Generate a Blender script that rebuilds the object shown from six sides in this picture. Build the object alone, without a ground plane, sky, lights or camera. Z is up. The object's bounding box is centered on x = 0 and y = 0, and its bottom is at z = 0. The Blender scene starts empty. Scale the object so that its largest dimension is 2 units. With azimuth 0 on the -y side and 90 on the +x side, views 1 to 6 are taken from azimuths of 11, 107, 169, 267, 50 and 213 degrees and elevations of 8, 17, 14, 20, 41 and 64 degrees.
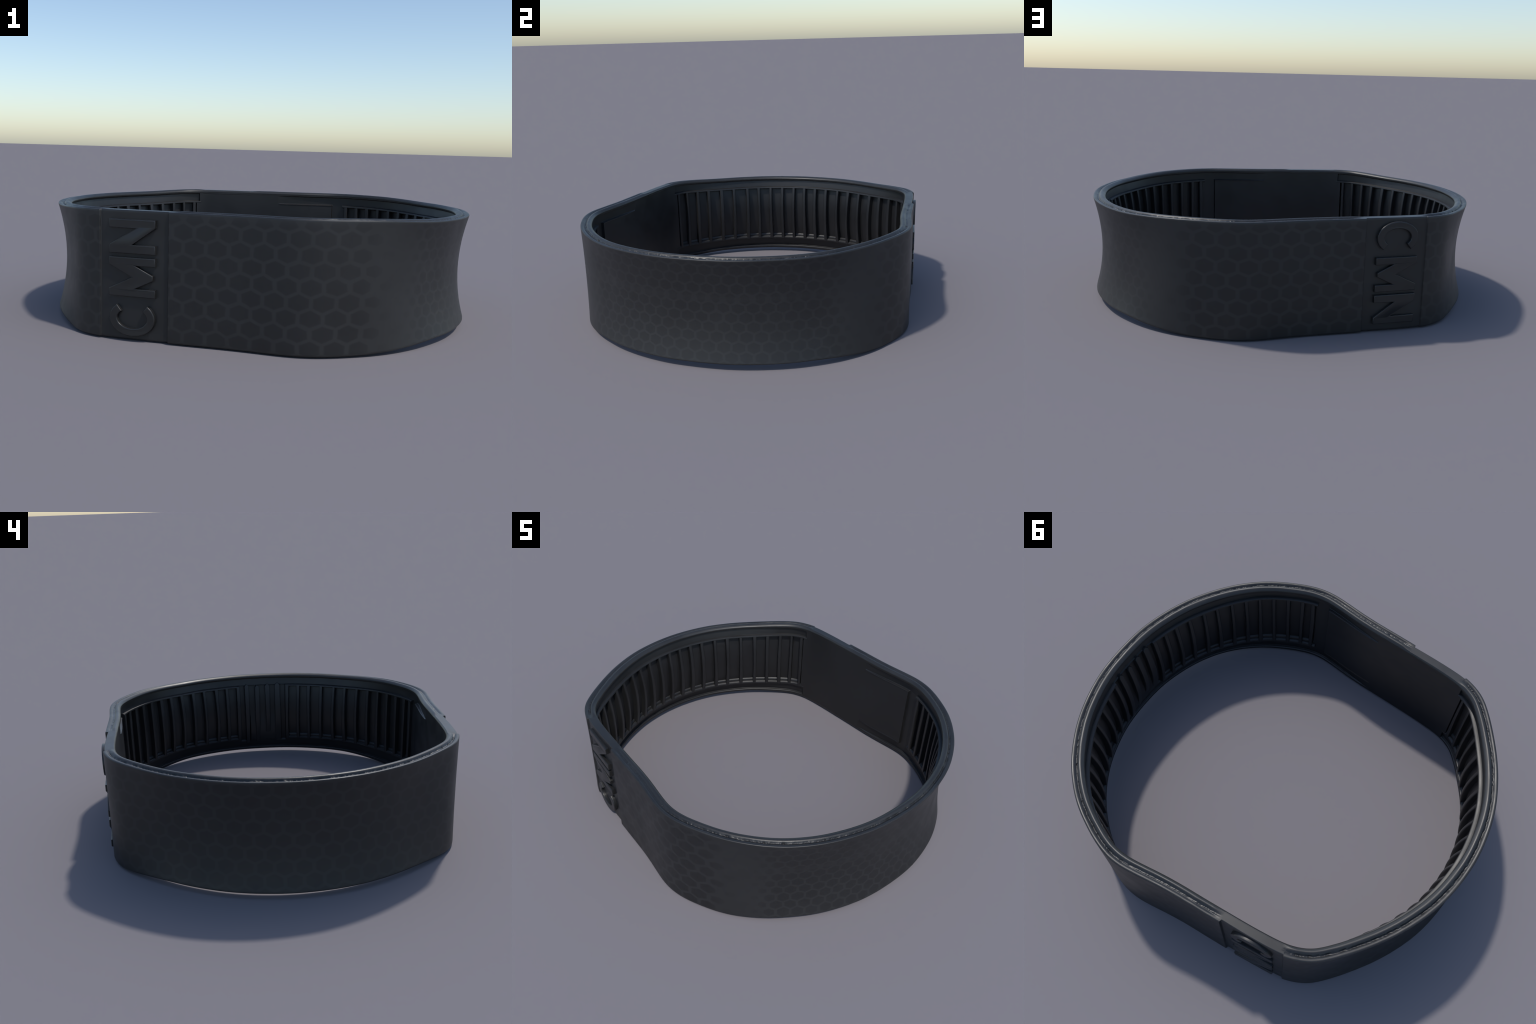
"""Black silicone wrist band: an oval sleeve with two straight sides, flared
curved ends, a ribbed lining inside and raised lettering on recessed plates."""
import bpy, math, random
import numpy as np

random.seed(7)
rng = np.random.default_rng(7)

# ------------------------------------------------------------------ sizes
MID_Z = 0.268        # height of the middle of the band
HALF_W = 0.268       # half height of the band
FLARE = 0.038        # how far the wall bows in at the round ends
WALL = 0.063         # wall thickness at the rim
LINING = 0.0580      # depth of the lining's top level
RECESS = (.013, .008)   # depth of the logo plates at their two ends
CHANNEL = 0.014      # depth of the long channels inside
SLOT = 0.027         # depth of the field around the slot bars
POCKET = 0.027       # depth of the pockets between the ribs
PLATE_X = (-0.526, -0.226)

# plan outline (outer edge of the rim), front half; the back half mirrors it
OUTLINE = [(1.000, 0), (.986, .187), (.923, .397), (.850, .533), (.768, .640), (.669, .732),
           (.597, .782), (.526, .820), (.447, .856), (.369, .881), (.29, .8895), (.2, .8815),
           (.1, .868), (0, .859), (-.1, .854), (-.2, .848), (-.3, .842), (-.4, .834),
           (-.52, .818), (-.585, .796), (-.645, .762), (-.695, .713), (-.74, .661),
           (-.787, .600), (-.834, .533), (-.880, .455), (-.920, .372), (-.955, .280), (-.983, .160)]


def smooth(a, b, x):
    t = np.clip((x - a) / (b - a), 0, 1)
    return t * t * (3 - 2 * t)


def box(x, a, b, soft):
    """1 inside a..b with soft borders, 0 outside."""
    return smooth(a - soft, a + soft, x) * (1 - smooth(b - soft, b + soft, x))


# ------------------------------------------------------------------ plan curve
def plan_curve(n=3000):
    pts = np.array([(x, -y) for x, y in OUTLINE] + [(-.997, 0)] + [(x, y) for x, y in OUTLINE[:0:-1]])
    m, out = len(pts), []
    d = np.linalg.norm(np.roll(pts, -1, 0) - pts, axis=1) ** .5
    t = np.linspace(0, 1, 60, endpoint=False)[:, None]
    for i in range(m):
        p0, p1, p2, p3 = pts[i - 1], pts[i], pts[(i + 1) % m], pts[(i + 2) % m]
        d0, d1, d2 = d[i - 1], d[i], d[(i + 1) % m]
        m1 = ((p1 - p0) / d0 - (p2 - p0) / (d0 + d1) + (p2 - p1) / d1) * d1
        m2 = ((p2 - p1) / d1 - (p3 - p1) / (d1 + d2) + (p3 - p2) / d2) * d1
        out.append((2*t**3 - 3*t**2 + 1)*p1 + (t**3 - 2*t**2 + t)*m1 + (-2*t**3 + 3*t**2)*p2 + (t**3 - t**2)*m2)

    def resample(P):
        Q = np.vstack([P, P[:1]])
        L = np.r_[0, np.cumsum(np.linalg.norm(np.diff(Q, axis=0), axis=1))]
        s = np.linspace(0, L[-1], n, endpoint=False)
        return np.stack([np.interp(s, L, Q[:, k]) for k in (0, 1)], 1), L[-1]

    P, L = resample(np.vstack(out))
    k = np.exp(-.5 * (np.arange(-60, 61) * (L / n) / .030) ** 2)
    k /= k.sum()
    P = np.stack([np.convolve(np.r_[P[-60:, j], P[:, j], P[:60, j]], k, 'valid') for j in (0, 1)], 1)
    P[:, 0] -= (P[:, 0].max() + P[:, 0].min()) / 2
    P[:, 0] *= 2.005 / np.ptp(P[:, 0])            # the longest side is 2.00 m
    return resample(P)


PLAN, LEN = plan_curve()
NP = len(PLAN)
_T = np.roll(PLAN, -1, 0) - np.roll(PLAN, 1, 0)
_T /= np.linalg.norm(_T, axis=1)[:, None]
_N = np.stack([_T[:, 1], -_T[:, 0]], 1)
if (_N * PLAN).sum() > 0:
    _N = -_N
_k = np.exp(-.5 * (np.arange(-24, 25) / 9) ** 2); _k /= _k.sum()
_N = np.stack([np.convolve(np.r_[_N[-24:, j], _N[:, j], _N[:24, j]], _k, 'valid') for j in (0, 1)], 1)
_N /= np.linalg.norm(_N, axis=1)[:, None]
_E = 1 - smooth(.50, .87, abs(PLAN[:, 1]))


def along(a, s):
    """periodic linear look-up of the plan array a at arc length s"""
    f = (np.asarray(s) % LEN) / LEN * NP
    i = np.floor(f).astype(int) % NP
    r = f - np.floor(f)
    if a.ndim > 1:
        r = r[..., None]
    return a[i] * (1 - r) + a[(i + 1) % NP] * r


def place(s, w, off):
    """band coordinates -> space.  s: arc length from the +x end over the front,
    w: -1 bottom .. 1 top, off: depth inward from the outer skin."""
    s, w, off = np.broadcast_arrays(np.asarray(s, float), np.asarray(w, float), np.asarray(off, float))
    e = along(_E, s)
    dz = HALF_W * (1 - np.where(w > 0, .054, .065) * e)
    bow = FLARE * e * (1 - w ** 2)
    slope = FLARE * e * (-2 * w) / dz
    ln = np.sqrt(1 + slope ** 2)
    xy = along(PLAN, s) + along(_N, s) * (bow + off / ln)[..., None]
    lift = np.where(xy[..., 0] > 0, .0085, .0040) * e * np.clip((1 - w) / 2, 0, 1.1) ** 1.5
    z = MID_Z + w * dz - .28 * off * slope / ln + lift   # the rims stay almost level
    return np.concatenate([xy, z[..., None]], -1)


def s_at(x, front=True):
    half = PLAN[:NP // 2]
    k = np.argsort(half[:, 0])
    s = np.interp(x, half[k, 0], k * LEN / NP)
    return s if front else LEN - s


PLATE_S = (float(s_at(PLATE_X[1])), float(s_at(PLATE_X[0])))       # front plate, in arc length

# rib stations (arc length on the front half; the back half mirrors them)
FAR_RIBS = [LEN/2 - d for d in (.0425, .127, .213, .305, .396, .492, .588, .680, .763, .846, .930)]
NEAR_RIBS = [.172, .248, .327, .416, .508, .592, .682, .766, .846, .930, 1.012, 1.088, 1.160]
FAR_END, CHAN_END = 2.089, 2.099
POST, PANEL, FADE = 1.185, 1.262, 1.585
SLOT_BARS = (-.108, -.036, .034, .104)


def fold(s):
    """mirror arc length onto the front half: 0 .. LEN/2"""
    s = np.asarray(s) % LEN
    return np.minimum(s, LEN - s)


def plate_recess(s):
    f = fold(s)
    t = np.clip((f - PLATE_S[0]) / (PLATE_S[1] - PLATE_S[0]), 0, 1)
    return box(f, PLATE_S[0], PLATE_S[1], .0030) * (RECESS[0] + (RECESS[1] - RECESS[0]) * t)


def lining_depth(s, w):
    """depth of the lining's channels, gaps and pockets below its top level"""
    f = fold(s)
    a = abs(w)
    far = smooth(CHAN_END - .002, CHAN_END + .002, f)
    near = 1 - np.clip((f - PANEL) / (FADE + .01 - PANEL), 0, 1) ** 2.2
    band = np.where(w > 0, smooth(.731, .750, a) * (1 - smooth(.905, .917, a)), box(a, .713, .911, .006))
    chan = band * np.maximum(far, near)
    gap = (1 - smooth(PANEL - .003, PANEL + .003, f)) * smooth(POST - .02, POST - .015, f) * (a < .8)
    slot = (1 - smooth(.155, .162, f)) * box(w, -.745, .738, .006) * (1 - .75 * smooth(.1, -.60, w) * (f < .09))
    d = np.maximum(CHANNEL * np.maximum(chan, gap), SLOT * slot)
    inframe = np.maximum(box(f, .175, POST - .012, .003), smooth(FAR_RIBS[-1] - .019, FAR_RIBS[-1] - .014, f))
    d = np.maximum(d, POCKET * inframe * box(w, -.64, .71, .012))
    # extra ridge modelled to draw the bright ledge highlight along the plain panel
    ridge = np.where(w > 0, box(a, .722, .743, .006), box(a, .690, .709, .006)) * box(f, PANEL, FADE, .006)
    return d - .0030 * ridge


# ------------------------------------------------------------------ mesh helpers
def new_object(name, verts, faces, material, parent, normals=None, angle=None):
    me = bpy.data.meshes.new(name)
    verts = np.asarray(verts, np.float32)
    faces = np.asarray(faces, np.int32)
    k = faces.shape[1]
    me.vertices.add(len(verts)); me.vertices.foreach_set("co", verts.ravel())
    me.loops.add(faces.size); me.loops.foreach_set("vertex_index", faces.ravel())
    me.polygons.add(len(faces))
    me.polygons.foreach_set("loop_start", np.arange(len(faces), dtype=np.int32) * k)
    me.update(calc_edges=True)
    me.polygons.foreach_set("use_smooth", np.ones(len(faces), bool))
    if angle:
        me.set_sharp_from_angle(angle=math.radians(angle))
    me.materials.append(material)
    if normals is not None:
        me.normals_split_custom_set_from_vertices([tuple(v) for v in normals])
    ob = bpy.data.objects.new(name, me)
    bpy.context.scene.collection.objects.link(ob)
    ob.parent = parent
    return ob


def loft(name, rings, material, parent, angle=40, closed=False):
    """rings: (n, m, 3) cross-sections, each a closed loop; ends capped by fans"""
    n, m = rings.shape[:2]
    v = rings.reshape(-1, 3)
    i, j = np.meshgrid(np.arange(n if closed else n - 1), np.arange(m), indexing='ij')
    i2, j2 = (i + 1) % n, (j + 1) % m
    q = np.stack([i*m + j, i*m + j2, i2*m + j2, i2*m + j], -1).reshape(-1, 4)
    if not closed:                      # caps: collapse to a centre point
        c0, c1 = len(v), len(v) + 1
        v = np.vstack([v, rings[0].mean(0), rings[-1].mean(0)])
        jj = np.arange(m); k = (jj + 1) % m
        tri = np.vstack([np.stack([k, jj, np.full(m, c0)], -1), np.stack([(n-1)*m + jj, (n-1)*m + k, np.full(m, c1)], -1)])
        tris = np.vstack([q[:, [0, 1, 2]], q[:, [0, 2, 3]], tri])
    else:
        tris = np.vstack([q[:, [0, 1, 2]], q[:, [0, 2, 3]]])
    # make the winding point outwards
    a, b, c = v[tris[:, 0]], v[tris[:, 1]], v[tris[:, 2]]
    if np.einsum('ij,ij->i', a - v.mean(0), np.cross(b - a, c - a)).sum() < 0:
        tris = tris[:, ::-1]
    return new_object(name, v, tris, material, parent, angle=angle)


def round_rect(hw, low, high, r, steps=4):
    """half-width hw, from depth low to height high with the two high corners rounded"""
    p = [(-hw, low)]
    for k in range(steps + 1):
        t = math.pi - k / steps * math.pi / 2
        p.append((-hw + r + r * math.cos(t), high - r + r * math.sin(t)))
    for k in range(steps + 1):
        t = math.pi / 2 - k / steps * math.pi / 2
        p.append((hw - r + r * math.cos(t), high - r + r * math.sin(t)))
    p.append((hw, low))
    return p


# ------------------------------------------------------------------ materials
class Nodes:
    def __init__(self, name):
        self.mat = bpy.data.materials.new(name)
        self.mat.use_nodes = True
        self.t = self.mat.node_tree
        self.bsdf = self.t.nodes["Principled BSDF"]

    def node(self, kind, **props):
        n = self.t.nodes.new(kind)
        for k, v in props.items():
            setattr(n, k, v)
        return n

    def put(self, socket, value):
        if isinstance(value, (int, float)):
            socket.default_value = value
        else:
            self.t.links.new(value, socket)

    def math(self, op, a, b=None, c=None):
        n = self.node("ShaderNodeMath", operation=op)
        for i, x in enumerate((a, b, c)):
            if x is not None:
                self.put(n.inputs[i], x)
        return n.outputs[0]

    def step(self, x, a, b, lo=0.0, hi=1.0):
        n = self.node("ShaderNodeMapRange", interpolation_type='SMOOTHSTEP')
        for i, v in enumerate((x, a, b, lo, hi)):
            self.put(n.inputs[i], v)
        return n.outputs[0]

    def mix(self, f, a, b):
        n = self.node("ShaderNodeMix", data_type='RGBA')
        self.put(n.inputs[0], f)
        for s, c in ((n.inputs[6], a), (n.inputs[7], b)):
            if isinstance(c, tuple):
                s.default_value = (*c, 1)
            else:
                self.t.links.new(c, s)
        return n.outputs[2]

    def noise(self, coord, scale, detail=3):
        n = self.node("ShaderNodeTexNoise")
        n.inputs["Scale"].default_value = scale
        n.inputs["Detail"].default_value = detail
        self.t.links.new(coord, n.inputs["Vector"])
        return n.outputs["Fac"]


RUBBER_DARK, RUBBER_LIGHT = (.0118, .0118, .0125), (.0208, .0211, .0218)
ROUGH = .44


def rubber(name, base, spread=.12, bump=.05, rough=ROUGH):
    m = Nodes(name)
    co = m.node("ShaderNodeTexCoord").outputs["Object"]
    big = m.noise(co, 4.5, 2)
    dark = tuple(c * (1 - spread) for c in base)
    light = tuple(c * (1 + spread) for c in base)
    m.put(m.bsdf.inputs["Base Color"], m.mix(m.step(big, .35, .65), dark, light))
    m.put(m.bsdf.inputs["Roughness"], m.step(m.noise(co, 9, 3), .3, .7, rough - .04, rough + .05))
    fine = m.noise(co, 260, 2)
    b = m.node("ShaderNodeBump")
    b.inputs["Strength"].default_value = bump
    b.inputs["Distance"].default_value = .002
    m.put(b.inputs["Height"], fine)
    m.put(m.bsdf.inputs["Normal"], b.outputs[0])
    return m


def hex_cell(m, u, v):
    """distance to the border of a honeycomb cell (columns 1 wide, rows .866 high)"""
    def local(du, dv):
        x = m.math('SUBTRACT', m.math('FLOORED_MODULO', m.math('ADD', u, du), 1.0), .5)
        y = m.math('SUBTRACT', m.math('FLOORED_MODULO', m.math('ADD', v, dv), 1.7320508), .8660254)
        ax, ay = m.math('ABSOLUTE', x), m.math('ABSOLUTE', y)
        d2 = m.math('ADD', m.math('MULTIPLY', ax, ax), m.math('MULTIPLY', ay, ay))
        edge = m.math('MAXIMUM', ax, m.math('ADD', m.math('MULTIPLY', ax, .5), m.math('MULTIPLY', ay, .8660254)))
        return d2, edge
    d1, e1 = local(0.0, 0.0)
    d2, e2 = local(0.5, 0.8660254)
    first = m.math('LESS_THAN', d1, d2)
    e = m.math('ADD', m.math('MULTIPLY', first, e1), m.math('MULTIPLY', m.math('SUBTRACT', 1.0, first), e2))
    return m.math('SUBTRACT', .5, e)


def honeycomb_rubber():
    m = Nodes("rubber_honeycomb")
    co = m.node("ShaderNodeTexCoord").outputs["Object"]
    xyz = m.node("ShaderNodeSeparateXYZ")
    m.t.links.new(co, xyz.inputs[0])
    x, y, z = xyz.outputs
    wob = m.noise(co, 14, 1)
    wobble = m.math('MULTIPLY', m.math('SUBTRACT', wob, .5), .012)
    zz = m.math('ADD', z, wobble)

    def pattern(u, pitch, row, u0, z0):
        uu = m.math('MULTIPLY', m.math('SUBTRACT', m.math('ADD', u, wobble), u0), 1 / pitch)
        vv = m.math('MULTIPLY', m.math('SUBTRACT', zz, z0), .8660254 / row)
        # cell centres are wanted at the origin
        return hex_cell(m, m.math('ADD', uu, .5), m.math('ADD', vv, .8660254))

    side = pattern(x, .0945, .0614, .405, .462)                        # the two straight sides
    front_end = pattern(m.math('ARCTAN2', y, x), .0705, .0460, .032, .429)
    rear_end = pattern(m.math('ARCTAN2', y, m.math('MULTIPLY', x, -1.0)), .0850, .0590, .342, .429)
    at_front, at_rear = m.math('GREATER_THAN', x, .69), m.math('LESS_THAN', x, -.37)
    d = m.math('ADD', m.math('MULTIPLY', side, m.math('SUBTRACT', m.math('SUBTRACT', 1.0, at_front), at_rear)),
               m.math('ADD', m.math('MULTIPLY', front_end, at_front), m.math('MULTIPLY', rear_end, at_rear)))
    # the print fades towards the round +x end and close to the rims
    faint_zone = m.math('MULTIPLY', m.step(x, .52, .67), m.math('SUBTRACT', 1.0, m.step(x, .69, .80)))
    streak = m.math('MULTIPLY', m.step(x, .7, .8), m.math('MULTIPLY', m.step(z, .315, .335), m.math('SUBTRACT', 1.0, m.step(z, .335, .36))))
    rim = m.math('ADD', m.step(z, .50, .535), m.math('SUBTRACT', 1.0, m.step(z, -.01, .02)))
    patchy = m.math('MULTIPLY', m.step(m.noise(co, 5.5, 2), .5, .8), .20)
    fade = m.math('MINIMUM', m.math('ADD', m.math('ADD', faint_zone, m.math('MULTIPLY', rim, .7)), m.math('ADD', patchy, m.math('MULTIPLY', streak, .6))), 1.0)
    line_at = m.math('ADD', .045, m.math('MULTIPLY', fade, .22))
    cell = m.step(d, m.math('SUBTRACT', line_at, .005), m.math('ADD', line_at, .085))
    cell = m.math('MULTIPLY', cell, m.math('SUBTRACT', 1.0, m.math('MULTIPLY', fade, .85)))
    cell = m.math('MULTIPLY', cell, m.step(x, .60, .80, 1.0, .72))
    cell = m.math('MULTIPLY', cell, m.step(x, -.75, -.45, .68, 1.0))
    big = m.noise(co, 3.0, 2)
    light = m.mix(m.step(big, .3, .7), tuple(c * .92 for c in RUBBER_LIGHT), tuple(c * 1.06 for c in RUBBER_LIGHT))
    m.put(m.bsdf.inputs["Base Color"], m.mix(cell, light, RUBBER_DARK))
    m.put(m.bsdf.inputs["Roughness"], m.step(m.noise(co, 7, 3), .3, .7, ROUGH - .03, ROUGH + .05))
    b = m.node("ShaderNodeBump")
    b.inputs["Strength"].default_value = .05
    b.inputs["Distance"].default_value = .002
    m.put(b.inputs["Height"], m.noise(co, 240, 2))
    m.put(m.bsdf.inputs["Normal"], b.outputs[0])
    return m.mat


MAT_SHELL = honeycomb_rubber()
MAT_PLATE = rubber("rubber_plate", (.0165, .0170, .0178)).mat
MAT_LINING = rubber("rubber_lining", (.0130, .0130, .0136), .10).mat
MAT_RIM = rubber("rubber_rim", (.0190, .0191, .0194), .15, rough=.41).mat
MAT_RIB = rubber("rubber_rib", (.0150, .0150, .0154), .10).mat
MAT_LETTER = rubber("rubber_letter", (.0180, .0181, .0184), .10, rough=.36).mat

# ------------------------------------------------------------------ the thing
band = bpy.data.objects.new("wristband", None)
bpy.context.scene.collection.objects.link(band)
band["label"] = "black silicone wristband with honeycomb print and ribbed lining"
band["category"] = "wristband"


# ------------------------------------------------------------------ the band body: one swept skin
def stations():
    s = list(np.linspace(0, LEN, 2300, endpoint=False))
    for e in (PLATE_S[0], PLATE_S[1], CHAN_END, POST - .0175, PANEL, .158, .175, POST - .012, FAR_RIBS[-1] - .0165):
        for d in (-.007, -.0045, -.0032, -.002, -.0007, .0007, .002, .0032, .0045, .007):
            s += [e + d, LEN - e - d]
    s = np.unique(np.round(np.array(s) % LEN, 5))
    return s[np.r_[True, np.diff(s) > 2.5e-4]]


S = stations()

# rim profile: (depth from the outer skin, height relative to the nominal edge)
RIM = [(0, -.020), (0, -.0105), (.0004, -.0050), (.002, -.0018), (.006, -.0002), (.012, -.0006), (.017, -.0030),
       (.0205, -.0062), (.0235, -.0085), (.027, -.0082), (.030, -.0048), (.034, -.0005), (.039, .0022),
       (.044, .0030), (.050, .0020), (.0555, -.0020), (.0600, -.0060), (.0625, -.0105), (.0615, -.0155), (.0580, -.022)]


def rim_path(per=3):
    p = np.array(RIM)
    t = np.linspace(0, len(p) - 1, (len(p) - 1) * per + 1)
    q = np.stack([np.interp(t, np.arange(len(p)), p[:, k]) for k in (0, 1)], 1)
    for _ in range(2):
        q[1:-1] = (q[:-2] + 2 * q[1:-1] + q[2:]) / 4
    return q


rim = rim_path()
n_out, n_rim = 72, len(rim)
w_edge = 1 - .020 / HALF_W
w_in_edge = 1 - .022 / HALF_W
w_outer = np.linspace(-w_edge, w_edge, n_out)[1:-1]
w_inner = np.unique(np.round(np.concatenate([np.linspace(-w_in_edge, w_in_edge, 90)] + [
    c + np.array([-.016, -.012, -.008, -.005, -.0025, 0, .0025, .005, .008, .012, .016]) * g for c in (.738, .911 - .012, -.713, -.911 + .012, .71, -.64) for g in (1,)]), 4))
w_inner = w_inner[(abs(w_inner) < w_in_edge - .004)][::-1]

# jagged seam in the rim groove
def jag(n, rough):
    a = rng.normal(size=n)
    k = np.exp(-.5 * (np.arange(-9, 10) / rough) ** 2); k /= np.sqrt((k**2).sum())
    return np.convolve(np.r_[a[-9:], a, a[:9]], k, 'valid')


def rim_points(top):
    """(stations, n_rim) band coordinates of the rim, from the outer to the inner skin"""
    rec = plate_recess(S)[:, None]
    off0, h0 = rim[None, :, 0], rim[None, :, 1]
    f = fold(S)
    # the groove dies out along the logo plates and is weak along the straights
    keep = 1 - .92 * box(f, PLATE_S[0] - .05, PLATE_S[1] + .02, .05) - .60 * box(f, 1.25, PLATE_S[0] - .02, .12) * (1 - box(f, PLATE_S[0] - .05, PLATE_S[1] + .02, .05))
    groove = np.exp(-((off0 - .0252) / .0052) ** 2)
    flat = -.0012 * np.ones_like(off0)
    h = h0 + groove * (flat - h0) * (1 - keep[:, None])
    rough = jag(len(S), 1.0)[:, None] * .0008 + jag(len(S), 3)[:, None] * .0008
    rough = rough - .0032 * smooth(.9, 1.8, jag(len(S), 2.2) * smooth(-.3, .8, jag(len(S), 9)))[:, None]
    h = h + rough * np.exp(-((off0 - .0265) / .0040) ** 2) * (.25 + .75 * keep[:, None])
    h = h + jag(len(S), 6)[:, None] * .0003 * np.exp(-((off0 - .027) / .016) ** 2)
    # along the logo plates the rim is one flat strip
    plate = box(f, PLATE_S[0] - .03, PLATE_S[1] + .01, .03)[:, None]
    win = smooth(.003, .009, off0) * (1 - smooth(.050, .057, off0))
    h = h * (1 - plate * win) + (-.0006 + 0) * plate * win
    off = rec + off0 * (1 - rec / WALL)
    off = off + (jag(len(S), 2)[:, None] * .0006) * np.exp(-((off0 - .0255) / .006) ** 2)
    w = 1 + h / HALF_W
    return (w, off) if top else (-w, off)


rec = plate_recess(S)[:, None]
wt, ot = rim_points(True)
wb, obm = rim_points(False)
ones = np.ones((len(S), 1))
inner_depth = lining_depth(S[:, None], w_inner[None, :])
e_s = along(_E, S)[:, None]
bulge = (WALL - LINING) * (.35 + .65 * e_s)
thick = LINING + bulge                      # the bead bulges most at the round ends
sq = (thick - .03) / (WALL - .03)
side = smooth(-.0225, -.0150, np.minimum(rim[:, 1], 0))[None, :] * (rim[None, :, 0] > .03)
mixed = sq * side + (1 - side)              # squeeze the bead, keep the foot on the lining
ot = np.where(ot > .03, .03 + (ot - .03) * mixed, ot)
obm = np.where(obm > .03, .03 + (obm - .03) * mixed, obm)
W = np.hstack([ones * w_outer[None], wt, ones * w_inner[None], wb[:, ::-1]])
OFF = np.hstack([ones * 0 + rec + 0 * w_outer[None], ot, LINING - inner_depth, obm[:, ::-1]])
XYZ = place(S[:, None] * np.ones_like(W), W, OFF)
ns, nw = W.shape
ii, jj = np.meshgrid(np.arange(ns), np.arange(nw), indexing='ij')
quads = np.stack([ii*nw + jj, ii*nw + (jj+1) % nw, ((ii+1) % ns)*nw + (jj+1) % nw, ((ii+1) % ns)*nw + jj], -1)
V = XYZ.reshape(-1, 3)
LOWEST = V[:, 2].min()


def drop(v):
    v = np.array(v, float)
    v[..., 2] -= LOWEST
    return v


V = drop(V)
Q = quads.reshape(-1, 4)
fn = np.cross(V[Q[:, 2]] - V[Q[:, 0]], V[Q[:, 3]] - V[Q[:, 1]])
# outward test: outer wall faces must look away from the axis
test = quads[:, 10].reshape(-1, 4)
if ((V[test].mean(1) * np.array([1, 1, 0])) * np.cross(V[test[:, 2]] - V[test[:, 0]], V[test[:, 3]] - V[test[:, 1]])).sum() < 0:
    quads, fn = quads[..., ::-1], -fn
    Q = quads.reshape(-1, 4)
VN = np.zeros_like(V)
unit = fn / np.maximum(np.linalg.norm(fn, axis=1), 1e-12)[:, None] * np.linalg.norm(fn, axis=1)[:, None] ** .5
for k in range(4):
    np.add.at(VN, Q[:, k], unit)
VN /= np.linalg.norm(VN, axis=1)[:, None]


def region(name, mask, material):
    q = quads[mask]
    used, inv = np.unique(q, return_inverse=True)
    return new_object(name, V[used], inv.reshape(-1, 4), material, band, normals=VN[used])


smid = (S + np.r_[S[1:], LEN + S[0]]) / 2
no = len(w_outer)
col = jj
lower_rim0 = no + n_rim + len(w_inner)
is_outer = (col < no - 1) | (col == nw - 1) | (col >= nw - 5) | ((col >= no - 1) & (col < no + 4))
is_top = (col >= no + 4) & (col < no + n_rim - 4)
is_low = (col >= lower_rim0 + 4) & (col < nw - 5)
is_in = ~(is_outer | is_top | is_low)
f_mid = fold(smid)[:, None] * np.ones_like(col)
in_plate = (f_mid > PLATE_S[0]) & (f_mid < PLATE_S[1])
front = (smid < LEN / 2)[:, None] & np.ones_like(col, bool)
region("outer_shell", is_outer & ~in_plate, MAT_SHELL)
region("logo_plate", is_outer & in_plate & front, MAT_PLATE)
region("logo_plate", is_outer & in_plate & ~front, MAT_PLATE)
region("rim", is_top, MAT_RIM)
region("rim", is_low, MAT_RIM)
region("lining", is_in, MAT_LINING)


# ------------------------------------------------------------------ ribs, rails, posts and bars of the lining
def upright(name, s0, w0, w1, half, proud=.001, base=POCKET + .004, taper=0.0, r=.005, sway=.0, round_end=0.0):
    """a vertical bar standing on the lining wall"""
    n = 34
    prof = round_rect(1.0, 0.0, 1.0, .3)
    ws = np.linspace(w0, w1, n)
    t = np.linspace(0, 1, n)
    wave = sway * np.sin(t * random.uniform(3, 6) + random.uniform(0, 6))
    wide = half * (1 + .10 * np.sin(t * random.uniform(2, 5) + random.uniform(0, 6)))
    h = (base + proud) * np.ones(n)
    if taper:
        h = base + proud - taper * smooth(.45, .0, t)
    if round_end:
        c = np.clip((w1 - ws) * HALF_W / round_end, 0, 1)
        wide = wide * np.sqrt(1 - (1 - c) ** 2 * .92)
    rings = []
    for k in range(n):
        p = round_rect(wide[k], 0, h[k], min(r, wide[k] * .9))
        a = np.array(p)
        rings.append(place(s0 + wave[k] + a[:, 0], ws[k], LINING - base + a[:, 1]))
    return loft(name, drop(np.array(rings)), MAT_RIB, band)


for sgn in (1, -1):
    for s0 in FAR_RIBS + NEAR_RIBS:
        last = s0 in (NEAR_RIBS[0], NEAR_RIBS[-1])
        upright("rib", (sgn * s0) % LEN + random.uniform(-.003, .003), -.690, .722, 0.0125 if last else .0112, proud=.0030, sway=.0012)


def sweep(name, s0, s1, prof, step=.012):
    """prof: closed list of (w, height above the pocket floor)"""
    n = max(3, int(abs(s1 - s0) / step))
    ss = np.linspace(s0, s1, n)
    a = np.array(prof)
    wob = jag(n + 20, 4)[:n] * .0012
    rings = place(ss[:, None] + 0 * a[None, :, 0], a[None, :, 0] + wob[:, None] * .8, LINING - POCKET - .004 + a[None, :, 1])
    return loft(name, drop(rings), MAT_RIB, band)


H = POCKET + .004
TOP_RAIL = [(.690, 0), (.692, H - .006), (.697, H - .001), (.706, H + .0022), (.720, H + .0025), (.733, H + .0018), (.742, H - .002), (.750, H - .010), (.756, H - .018), (.756, 0)]
LOW_RAIL = [(-.700, 0), (-.700, H - .016), (-.694, H - .004), (-.684, H + .001), (-.668, H + .001), (-.648, H - .003), (-.632, H - .0085),
            (-.628, H - .0155), (-.612, H - .0165), (-.592, H - .0185), (-.572, H - .0245), (-.566, 0)]
for a, b in ((FAR_END, LEN - FAR_END), (.160, POST + .002), (LEN - POST - .002, LEN - .160)):
    sweep("rail", a, b, TOP_RAIL)
    sweep("rail", a, b, LOW_RAIL)
for k, s0 in enumerate(SLOT_BARS):
    upright("slot_bar", s0, -.80 + .02 * k, (.772, .738, .762, .778)[k], (.0145, .0145, .0165, .0200)[k], proud=.002, base=SLOT + .004, taper=(.0, .008, .014, .010)[k], sway=.001, round_end=.006, r=.004)


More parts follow.
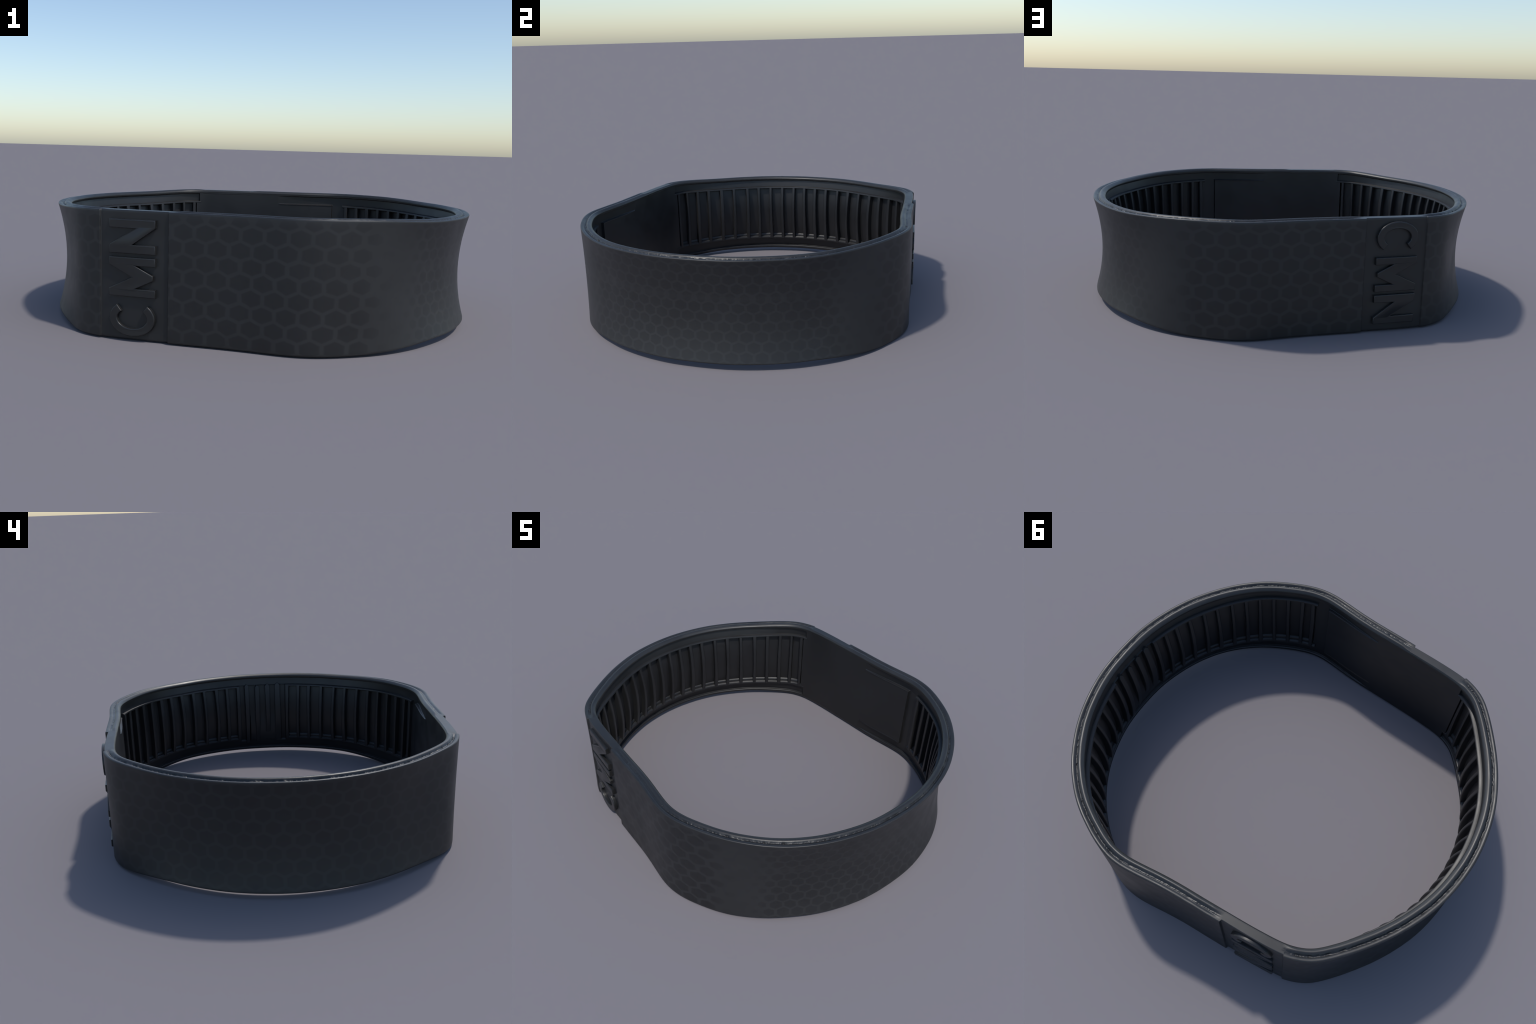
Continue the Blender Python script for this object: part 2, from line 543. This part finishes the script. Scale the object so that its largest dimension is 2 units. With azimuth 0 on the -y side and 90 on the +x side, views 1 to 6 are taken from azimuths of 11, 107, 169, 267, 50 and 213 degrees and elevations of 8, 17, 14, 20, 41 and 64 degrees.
# ------------------------------------------------------------------ raised letters on the plates
# letters stand on their side: a runs from the baseline (0) to the cap height (1), b along the word
GLYPH_M = [(0, 0), (1, 0), (1, .2), (.5, .5), (1, .8), (1, 1), (0, 1), (0, .79), (.43, .79), (.05, .56), (.05, .44), (.43, .21), (0, .21)]
GLYPH_N = [(0, 0), (1, 0), (1, .25), (.42, .74), (1, .74), (1, 1), (0, 1), (0, .77), (.50, .26), (0, .26)]


def glyph_c(steps=40):
    """an open ring with a constant stroke; opening towards b = 1"""
    cx, cz, rx, rz, half = .5, .445, .41, .41, .0168
    X, Z = .2, .146
    t = np.linspace(math.radians(133), math.radians(407), steps)
    mid = np.stack([(cx + rx * np.cos(t)) * X, (cz + rz * np.sin(t)) * Z], 1)
    d = np.gradient(mid, axis=0); d /= np.linalg.norm(d, axis=1)[:, None]
    n = np.stack([-d[:, 1], d[:, 0]], 1)
    loop = np.vstack([mid + n * half, (mid - n * half)[::-1]])
    return [(x / X, z / Z) for x, z in loop]


X_BASE, X_CAP = -.277, -.480


def letter(name, outline, z0, z1, is_front):
    cu = bpy.data.curves.new(name, 'CURVE')
    cu.dimensions, cu.fill_mode = '2D', 'BOTH'
    pts = [(X_BASE + a * (X_CAP - X_BASE), z0 + b * (z1 - z0)) for a, b in outline]
    sp = cu.splines.new('POLY')
    sp.points.add(len(pts) - 1)
    for p, q in zip(sp.points, pts):
        p.co = (q[0], q[1], 0, 1)
    sp.use_cyclic_u = True
    cu.extrude, cu.bevel_depth, cu.bevel_resolution, cu.offset = .0082, .0043, 4, -.0043
    tmp = bpy.data.objects.new("tmp", cu)
    bpy.context.scene.collection.objects.link(tmp)
    me = bpy.data.meshes.new_from_object(tmp.evaluated_get(bpy.context.evaluated_depsgraph_get()))
    bpy.data.objects.remove(tmp)
    co = np.empty(len(me.vertices) * 3, np.float32)
    me.vertices.foreach_get("co", co)
    co = co.reshape(-1, 3).astype(float)
    x, z, t = co[:, 0], co[:, 1], co[:, 2]
    if not is_front:
        z = 2 * MID_Z - z
    p = place(s_at(x, is_front), (z - MID_Z) / HALF_W, RECESS[0] - .0075 - t)
    me.vertices.foreach_set("co", drop(p).astype(np.float32).ravel())
    me.polygons.foreach_set("use_smooth", np.ones(len(me.polygons), bool))
    me.update()
    me.set_sharp_from_angle(angle=math.radians(50))
    me.name = name
    me.materials.clear()
    me.materials.append(MAT_LETTER)
    ob = bpy.data.objects.new(name, me)
    bpy.context.scene.collection.objects.link(ob)
    ob.parent = band
    return ob


for is_front in (True, False):
    letter("letter", glyph_c(), .028, .170, is_front)
    letter("letter", GLYPH_M, .182, .345, is_front)
    letter("letter", GLYPH_N, .360, .500, is_front)
